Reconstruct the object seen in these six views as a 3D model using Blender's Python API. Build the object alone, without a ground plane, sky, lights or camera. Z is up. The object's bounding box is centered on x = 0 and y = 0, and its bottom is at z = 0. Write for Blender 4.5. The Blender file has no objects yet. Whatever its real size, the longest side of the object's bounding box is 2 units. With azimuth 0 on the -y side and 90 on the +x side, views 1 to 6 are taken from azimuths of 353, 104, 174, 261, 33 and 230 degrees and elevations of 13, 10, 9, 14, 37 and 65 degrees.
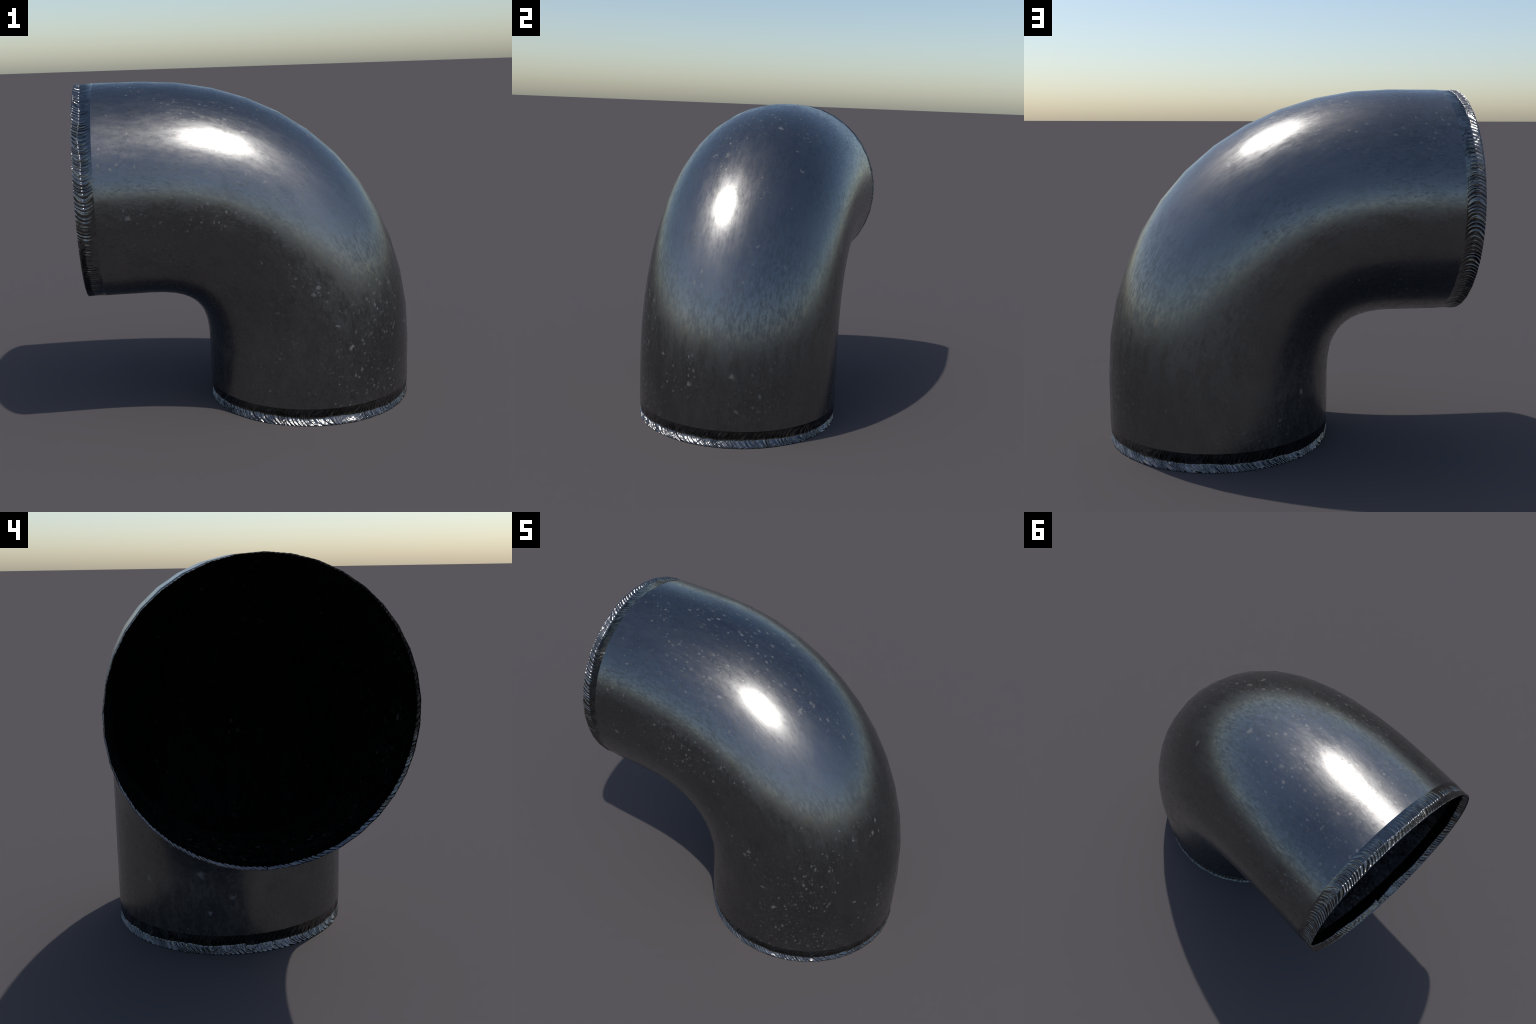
# Steel 90 degree pipe elbow with a welded, rippled collar pressed into each open end.
import bpy, math
import numpy as np

# ------------------------------------------------------------------ sizes (m)
SPAN_X, SPAN_Z = 2.0, 2.0            # overall extents along x and z
RADIUS = 0.6374                      # pipe radius (outside) of the straight legs
SQUEEZE = 0.0045                      # how much slimmer the pipe is in the bend
TURN = 0.990                         # the bend starts this far from the axes' crossing
HANDLE = 0.602                       # handle length of the bend's centre curve
WALL = 0.0016                         # sheet thickness
COLLAR = 0.104                       # width of each weld collar
SIDES, BEND_STEPS = 38, 12           # facets around the pipe / along the bend
SUB = 4                              # mesh subdivisions per body facet
AXIS_X = SPAN_X / 2 - RADIUS         # axis of the standing leg
AXIS_Z = SPAN_Z - RADIUS             # axis of the lying leg
BEND = 0.948                         # mean bend radius, used by the materials
CX, CZ = AXIS_X - BEND, AXIS_Z - BEND
LEG_DOWN = AXIS_Z - TURN             # straight length of standing leg
LEG_SIDE = AXIS_X - TURN + SPAN_X / 2    # straight length of lying leg
ARC = 1.52                           # length of the bend's centre curve
S_END = LEG_DOWN + ARC + LEG_SIDE    # length of centre line


# ------------------------------------------------------------------ geometry
def bend_curve(f):
    """Cubic centre curve of the bend, f = 0..1: point and outward direction."""
    a, b = (1 - f) ** 3, 3 * (1 - f) ** 2 * f
    c, d = 3 * (1 - f) * f * f, f ** 3
    x0, z0 = AXIS_X, AXIS_Z - TURN
    x3, z3 = AXIS_X - TURN, AXIS_Z
    x = a * x0 + b * x0 + c * (x3 + HANDLE) + d * x3
    z = a * z0 + b * (z0 + HANDLE) + c * z3 + d * z3
    tx = 6 * (1 - f) * f * (x3 + HANDLE - x0) - 3 * f * f * HANDLE
    tz = 3 * (1 - f) ** 2 * HANDLE + 6 * (1 - f) * f * (z3 - z0 - HANDLE)
    n = np.sqrt(tx * tx + tz * tz)
    return x, z, tz / n, -tx / n


def ring(f, c, d, inset):
    x, z, ex, ez = bend_curve(f)
    e = np.clip(np.minimum(f, 1 - f) / 0.35, 0, 1)
    r = RADIUS - inset - SQUEEZE * e * e * (3 - 2 * e)
    return np.stack([x + r * c * ex, r * d + 0 * x, z + r * c * ez], -1)


def end_direction(at_start):
    return (0.0, 0.0, -1.0) if at_start else (-1.0, 0.0, 0.0)


def circle_faceted(th):
    st = 2 * math.pi / SIDES
    k = np.floor(th / st + 1e-9)
    f = th / st - k
    a, b = k * st, (k + 1) * st
    return (1 - f) * np.cos(a) + f * np.cos(b), (1 - f) * np.sin(a) + f * np.sin(b)


def surface(s, th, inset, faceted):
    """Grid of points on the pipe, pulled inward by inset. faceted: made of flat
    facets like the sheet itself, otherwise truly round (for the normals)."""
    s, th = s[:, None], th[None, :]
    f = np.clip((s - LEG_DOWN) / ARC, 0, 1)
    if faceted:
        c, d = circle_faceted(th)
        k = np.minimum(np.floor(f * BEND_STEPS + 1e-9), BEND_STEPS - 1)
        w = (f * BEND_STEPS - k)[..., None]
        p = (1 - w) * ring(k / BEND_STEPS, c, d, inset) + w * ring((k + 1) / BEND_STEPS, c, d, inset)
    else:
        p = ring(f, np.cos(th), np.sin(th), inset)
    p[..., 2] += np.minimum(s - LEG_DOWN, 0)
    p[..., 0] -= np.maximum(s - LEG_DOWN - ARC, 0)
    return p


def grid_normals(p):
    """Vertex normals of a grid closed in the second direction."""
    ds = np.gradient(p, axis=0)
    dt = np.roll(p, -1, 1) - np.roll(p, 1, 1)
    n = np.cross(dt, ds)
    return n / np.linalg.norm(n, axis=-1, keepdims=True)


def shell_object(name, s, th, inset, relief, material, open_lip=None):
    """Sheet with an outer and an inner skin, joined at both borders.
    inset: how far the real surface is pressed in; relief: stronger copy of it
    from which the shading normals are taken."""
    outer = surface(s, th, inset, True)
    inner = surface(s, th, inset + WALL, True)
    n_out = grid_normals(surface(s, th, relief, False))
    m, n = len(s), len(th)
    verts = np.concatenate([outer.reshape(-1, 3), inner.reshape(-1, 3)])
    idx = np.arange(m * n).reshape(m, n)
    nxt = np.roll(idx, -1, 1)
    o = np.stack([idx[:-1], nxt[:-1], nxt[1:], idx[1:]], -1).reshape(-1, 4)
    i = (o + m * n)[:, ::-1]
    lips = []
    if open_lip == "start":
        lips.append(np.stack([idx[0] + m * n, nxt[0] + m * n, nxt[0], idx[0]], -1))
    if open_lip == "end":
        lips.append(np.stack([idx[-1], nxt[-1], nxt[-1] + m * n, idx[-1] + m * n], -1))
    faces = np.concatenate([o, i] + lips)
    me = bpy.data.meshes.new(name)
    me.from_pydata(verts.tolist(), [], faces.tolist())
    me.update()
    norm = np.concatenate([n_out.reshape(-1, 3), -n_out.reshape(-1, 3)])
    me.polygons.foreach_set("use_smooth", [True] * len(me.polygons))
    corner = norm[faces.reshape(-1)]
    if lips:                                    # the cut edge faces out of the pipe
        k = len(lips[0]) * 4
        corner[-k:] = np.array(end_direction(open_lip == "start"))
    me.normals_split_custom_set(corner.tolist())
    me.materials.append(material)
    ob = bpy.data.objects.new(name, me)
    bpy.context.collection.objects.link(ob)
    return ob


def smooth_noise(x, period, seed):
    """Periodic 1D value noise over [0, period)."""
    g = np.random.default_rng(seed).uniform(-1, 1, period)
    k = np.floor(x).astype(int)
    f = x - k
    f = f * f * (3 - 2 * f)
    return g[k % period] * (1 - f) + g[(k + 1) % period] * f


def collar_relief(t, th, seed, count, middle, uneven):
    """Depth of the collar: t = 0 at the pipe, 1 at the open edge.
    A V-shaped trough crossed by bowed, uneven weld ripples; the trough
    weld starts and stops on the inner side of the bend (angle pi)."""
    t, th = t[:, None], th[None, :]
    a = (th + math.pi) % (2 * math.pi)              # 0 at the texture's UV seam, copied as a jump in the trough
    turn = a / (2 * math.pi)
    wob = 0.05 * smooth_noise(turn * 23, 23, seed) + 0.03 * smooth_noise(turn * 71, 71, seed + 1)
    mid = middle + wob + 0.10 * np.exp(-turn / 0.012) - 0.07 * np.exp(-(1 - turn) / 0.012)
    u = np.where(t < mid, (t - mid) / mid, (t - mid) / (1 - mid))
    trough = 1.03 - np.sqrt(u * u + 0.012)
    lip = np.clip((u - 0.80) / 0.20, 0, 1)          # the rim rolls back to flat
    trough = trough + 0.10 * lip ** 2
    edge = np.clip((t - 0.02) / 0.50, 0, 1)         # ripples die at the pipe side
    edge = 0.25 * np.clip(edge * 8, 0, 1) + 0.75 * edge * edge * (3 - 2 * edge)
    bow = -2.6 * (t - 0.5) ** 2
    spread = 2.0 * smooth_noise(turn * 40, 40, seed + 2) + 0.9 * smooth_noise(turn * 97, 97, seed + 3)
    ph = turn * count + bow * 2.0 + spread * uneven
    saw = ph - np.floor(ph)
    ripple = np.where(saw < 0.6, saw / 0.6, (1 - saw) / 0.4)
    ripple = ripple * ripple * (3 - 2 * ripple)
    lump = 0.62 + 0.48 * smooth_noise(ph * 1.0, count, seed + 4)
    fine = np.sin(2 * math.pi * (turn * 431 + bow * 5 + spread)) * 0.5
    deep = np.clip(smooth_noise(turn * 62 + bow * 0.7, 62, seed + 5) - 0.35, 0, 1)
    blob = smooth_noise(turn * 260 + 7 * t, 260, seed + 6) * np.sin(t * 9 + 40 * turn)
    return np.clip(trough, 0, 2), (ripple * lump + 0.14 * fine + 1.1 * deep + 0.16 * blob) * edge


# ------------------------------------------------------------------ node helpers
class Nodes:
    def __init__(self, name):
        self.mat = bpy.data.materials.new(name)
        self.mat.use_nodes = True
        self.t = self.mat.node_tree
        self.t.nodes.clear()

    def add(self, kind, **props):
        n = self.t.nodes.new(kind)
        for k, v in props.items():
            setattr(n, k, v)
        return n

    def put(self, sock, v):
        if isinstance(v, bpy.types.NodeSocket):
            self.t.links.new(v, sock)
        else:
            sock.default_value = v

    def math(self, op, *a, clamp=False):
        n = self.add("ShaderNodeMath", operation=op, use_clamp=clamp)
        for i, v in enumerate(a):
            self.put(n.inputs[i], v)
        return n.outputs[0]

    def vec(self, op, *a):
        n = self.add("ShaderNodeVectorMath", operation=op)
        for i, v in enumerate(a):
            self.put(n.inputs[i], v)
        return n.outputs["Value"] if op in ("DISTANCE", "LENGTH", "DOT_PRODUCT") else n.outputs[0]

    def combine(self, x, y, z):
        n = self.add("ShaderNodeCombineXYZ")
        for i, v in enumerate((x, y, z)):
            self.put(n.inputs[i], v)
        return n.outputs[0]

    def noise(self, v, scale, detail=2.0, rough=0.5, out="Fac"):
        n = self.add("ShaderNodeTexNoise", noise_dimensions="3D")
        self.put(n.inputs["Vector"], v)
        n.inputs["Scale"].default_value = scale
        n.inputs["Detail"].default_value = detail
        n.inputs["Roughness"].default_value = rough
        return n.outputs[out]

    def voronoi(self, v, scale, out="Distance", rand=1.0):
        n = self.add("ShaderNodeTexVoronoi", voronoi_dimensions="3D", feature="F1")
        self.put(n.inputs["Vector"], v)
        n.inputs["Scale"].default_value = scale
        n.inputs["Randomness"].default_value = rand
        return n.outputs[out]

    def ramp(self, v, a, b, lo=0.0, hi=1.0, smooth=True):
        n = self.add("ShaderNodeMapRange", clamp=True,
                     interpolation_type="SMOOTHSTEP" if smooth else "LINEAR")
        for i, x in enumerate((v, a, b, lo, hi)):
            self.put(n.inputs[i], x)
        return n.outputs[0]

    def mix(self, f, a, b):
        n = self.add("ShaderNodeMix", data_type="RGBA")
        self.put(n.inputs[0], f)
        self.put(n.inputs[6], a)
        self.put(n.inputs[7], b)
        return n.outputs[2]

    def lerp(self, f, a, b):
        n = self.add("ShaderNodeMix", data_type="FLOAT")
        self.put(n.inputs[0], f)
        self.put(n.inputs[2], a)
        self.put(n.inputs[3], b)
        return n.outputs[0]

    def pipe_coords(self):
        """Straightens the elbow: (length along the pipe, q, y)."""
        tc = self.add("ShaderNodeTexCoord")
        sep = self.add("ShaderNodeSeparateXYZ")
        self.put(sep.inputs[0], tc.outputs["Object"])
        x, y, z = sep.outputs
        dx = self.math("SUBTRACT", x, CX)
        dz = self.math("SUBTRACT", z, CZ)
        px, pz = self.math("MAXIMUM", dx, 0.0), self.math("MAXIMUM", dz, 0.0)
        ang = self.math("ARCTAN2", pz, px)
        s = self.math("MULTIPLY", ang, BEND)
        s = self.math("ADD", s, self.math("MINIMUM", dz, 0.0))
        s = self.math("SUBTRACT", s, self.math("MINIMUM", dx, 0.0))
        q = self.math("SUBTRACT", self.vec("LENGTH", self.combine(px, 0.0, pz)), BEND)
        return tc.outputs["Object"], self.combine(s, q, y), s, q, y

    def finish(self, color, metallic, rough, normal=None):
        b = self.add("ShaderNodeBsdfPrincipled")
        self.put(b.inputs["Base Color"], color)
        self.put(b.inputs["Metallic"], metallic)
        self.put(b.inputs["Roughness"], rough)
        if normal is not None:
            self.put(b.inputs["Normal"], normal)
        o = self.add("ShaderNodeOutputMaterial")
        self.t.links.new(b.outputs[0], o.inputs[0])
        return self.mat

    def bump(self, h, dist, strength=1.0):
        n = self.add("ShaderNodeBump")
        n.inputs["Strength"].default_value = strength
        n.inputs["Distance"].default_value = dist
        self.put(n.inputs["Height"], h)
        return n.outputs[0]


STEEL = (0.212, 0.213, 0.213, 1)
STEEL_DARK = (0.12, 0.122, 0.125, 1)
DUST = (0.150, 0.153, 0.163, 1)
DUST_WARM = (0.19, 0.17, 0.155, 1)

# larger spatters of dried dust: position on the pipe and size
SPATTERS = [
    (-0.727, -0.631, 1.288, .018), (0.284, -0.636, 0.796, .016), (0.315, -0.634, 0.838, .015),
    (0.503, -0.620, 0.463, .014), (0.571, -0.601, 0.321, .013), (-0.554, -0.627, 1.258, .012),
    (0.120, -0.635, 1.089, .009), (0.610, -0.566, 0.735, .011), (0.421, -0.631, 0.601, .009),
    (0.985, 0.137, 0.437, .021), (0.975, 0.177, 0.225, .015), (0.060, 0.143, 1.845, .018),
    (0.314, 0.352, 1.588, .014), (0.207, 0.296, 1.702, .009), (0.731, 0.371, 1.059, .013),
    (0.989, -0.120, 0.366, .013), (0.915, -0.313, 0.508, .012), (0.927, 0.296, 0.320, .015),
    (0.712, -0.490, 0.806, .012), (-0.415, -0.624, 1.471, .013), (-0.714, -0.516, 1.736, .010),
    (0.344, -0.206, 1.656, .010), (0.766, 0.208, 1.173, .010), (-0.063, 0.470, 0.368, .013),
    (-0.234, 0.216, 0.436, .022), (-0.247, 0.174, 0.229, .014), (-0.269, 0.057, 0.311, .016),
]


def pipe_material():
    m = Nodes("scuffed_steel")
    pos, pipe, s, q, y = m.pipe_coords()
    along = m.vec("MULTIPLY", pipe, (0.45, 1, 1))       # grain runs along the pipe

    # dust specks in clusters, some drawn out into short dashes
    warp = m.vec("SUBTRACT", m.noise(pipe, 34, 2, 0.6, "Color"), (0.5, 0.5, 0.5))
    sc = m.add("ShaderNodeVectorMath", operation="SCALE")
    m.put(sc.inputs[0], warp)
    sc.inputs["Scale"].default_value = 0.022
    wpos = m.vec("ADD", pipe, sc.outputs[0])
    cluster = m.noise(pipe, 3.1, 3, 0.6)
    # more specks towards the bend's front side than at the back
    front = m.ramp(y, 0.5, -0.5, -0.02, 0.03, smooth=False)
    cluster = m.math("ADD", cluster, front)
    # thickest showers of specks: on top near the mouth, low on the front, and over the bend
    for centre, size, gain in (((-0.50, 0.28, 1.93), 0.75, 0.24), ((0.72, -0.45, 0.45), 0.60, 0.13),
                               ((-0.45, -0.55, 1.65), 0.55, 0.06), ((0.30, -0.10, 1.70), 0.70, 0.08), ((-0.75, 0.1, 0.85), 0.6, 0.2)):
        near = m.ramp(m.vec("DISTANCE", pos, centre), size, 0.0, 0.0, gain)
        cluster = m.math("ADD", cluster, near)

    def specks(scale, lo, hi, size):
        dist = m.voronoi(wpos, scale)
        tone = m.voronoi(wpos, scale, "Color")
        sep = m.add("ShaderNodeSeparateColor")
        m.put(sep.inputs[0], tone)
        pick = m.math("MULTIPLY", m.ramp(cluster, lo, hi), sep.outputs[0])
        rad = m.ramp(pick, 0.36, 1.0, 0.0, size, smooth=False)
        edge = m.math("SUBTRACT", rad, dist)
        tone2 = m.ramp(sep.outputs[1], 0.0, 1.0, 0.45, 1.0, smooth=False)
        return m.math("MULTIPLY", m.ramp(edge, -0.10, 0.24, 0.0, 1.0), tone2)

    a = specks(24.0, 0.36, 0.62, 0.26)
    b = specks(43.0, 0.34, 0.60, 0.34)
    c = specks(70.0, 0.32, 0.62, 0.38)
    mask = m.math("MAXIMUM", m.math("MULTIPLY", a, 0.85), m.math("MULTIPLY", b, 0.9))
    mask = m.math("MAXIMUM", mask, m.math("MULTIPLY", c, 0.4))
    blot = None
    sc2 = m.add("ShaderNodeVectorMath", operation="SCALE")
    m.put(sc2.inputs[0], warp)
    sc2.inputs["Scale"].default_value = 0.05
    bpos = m.vec("ADD", pos, sc2.outputs[0])
    for (px, py, pz, r) in SPATTERS:
        d = m.vec("DISTANCE", bpos, (px, py, pz))
        f = m.ramp(d, r * 1.25, r * 0.2)
        blot = f if blot is None else m.math("MAXIMUM", blot, f)
    mask = m.math("MAXIMUM", mask, m.math("MULTIPLY", blot, 0.75))
    mask = m.math("MULTIPLY", mask, m.ramp(m.noise(pos, 60, 2, 0.6), 0.25, 0.6, 0.55, 1.0))

    # dark mottling: fine pits drawn out along the pipe, stronger in patches
    mott = m.noise(along, 75, 3, 0.65)
    patch = m.noise(pipe, 2.2, 3, 0.55)
    dark = m.math("MULTIPLY", m.ramp(mott, 0.50, 0.68), m.ramp(patch, 0.36, 0.62))
    smudge = m.ramp(m.noise(m.vec("MULTIPLY", pipe, (0.6, 1, 1)), 9, 4, 0.65), 0.50, 0.70)
    cloud = m.noise(along, 5.0, 5, 0.6)
    base = m.mix(m.math("MULTIPLY", dark, 0.75), STEEL, STEEL_DARK)
    base = m.mix(m.ramp(cloud, 0.35, 0.75, 0.0, 0.30), base, STEEL_DARK)
    blotch = m.noise(m.vec("MULTIPLY", pipe, (0.6, 1, 1)), 60, 3, 0.6)
    worn = m.math("MULTIPLY", m.ramp(blotch, 0.40, 0.66), m.math("MULTIPLY", m.ramp(q, 0.0, 0.5, 0.2, 1.0), m.ramp(patch, 0.35, 0.6, 0.45, 1.0)))
    base = m.mix(m.math("MULTIPLY", worn, 0.6), base, STEEL_DARK)
    base = m.mix(m.math("MULTIPLY", smudge, 0.28), base, STEEL_DARK)
    warm = m.ramp(m.noise(pos, 1.7, 1), 0.5, 0.65)
    dust = m.mix(warm, DUST, DUST_WARM)
    color = m.mix(mask, base, dust)
    metallic = m.lerp(mask, 1.0, 0.15)
    smear = m.noise(along, 20, 5, 0.65)
    rough = m.ramp(smear, 0.3, 0.7, 0.20, 0.325, smooth=False)
    rough = m.math("ADD", rough, m.math("MULTIPLY", dark, 0.08))
    rough = m.math("ADD", rough, m.ramp(blotch, 0.3, 0.7, -0.035, 0.05))
    rough = m.lerp(mask, rough, 0.55)
    h = m.math("ADD", m.math("MULTIPLY", mott, 0.08), m.math("MULTIPLY", m.noise(along, 26, 3), 0.14))
    h = m.math("ADD", h, m.math("MULTIPLY", mask, 0.2))
    return m.finish(color, metallic, rough, m.bump(h, 0.0011, 1.0))


def weld_material():
    m = Nodes("weld_metal")
    pos, pipe, s, q, y = m.pipe_coords()
    n = m.noise(pipe, 40, 3, 0.6)
    col = m.mix(m.ramp(n, 0.4, 0.7), (0.195, 0.195, 0.195, 1), (0.13, 0.13, 0.13, 1))
    rough = m.ramp(m.noise(pipe, 18, 3), 0.3, 0.7, 0.14, 0.21, smooth=False)
    return m.finish(col, 1.0, rough, m.bump(n, 0.0008, 1.0))


# ------------------------------------------------------------------ build
steel, weld = pipe_material(), weld_material()

thing = bpy.data.objects.new("pipe_elbow", None)
thing.empty_display_size = 0.3
bpy.context.collection.objects.link(thing)
thing["label"] = "dark scuffed steel pipe elbow with rippled weld collars"
thing["category"] = "pipe fitting"

th_body = np.arange(SIDES * SUB) / (SIDES * SUB) * 2 * math.pi
s_body = np.concatenate([
    np.linspace(COLLAR, LEG_DOWN, 6)[:-1],
    LEG_DOWN + np.linspace(0, ARC, BEND_STEPS * SUB + 1),
    np.linspace(LEG_DOWN + ARC, S_END - COLLAR, 6)[1:]])
zero = np.zeros((len(s_body), len(th_body)))
body = shell_object("elbow_wall", s_body, th_body, zero, zero, steel)
body.parent = thing

TROUGH, RIPPLE = 0.0036, 0.0015          # real depth of trough and ripples
n_th, n_t = SIDES * 64, 34
th_weld = np.arange(n_th) / n_th * 2 * math.pi
t = np.linspace(0, 1, n_t)
for end in ("start", "end"):
    if end == "start":      # coarse, steep ridges at the base; finer, even ones at the mouth
        tilt, gain = 0.042, 0.0125
        tr, ri = collar_relief(t, th_weld, 11, 136, 0.54, 0.45)
    else:
        tilt, gain = 0.037, 0.0064
        tr, ri = collar_relief(t, th_weld, 31, 176, 0.60, 0.33)
    real = TROUGH * tr + RIPPLE * ri
    shade = tilt * tr + gain * ri
    if end == "start":
        s = COLLAR * (1 - t)
        order = slice(None, None, -1)
    else:
        s = S_END - COLLAR * (1 - t)
        order = slice(None)
    ob = shell_object("weld_collar", s[order], th_weld, real[order], shade[order], weld, open_lip=end)
    ob.parent = thing
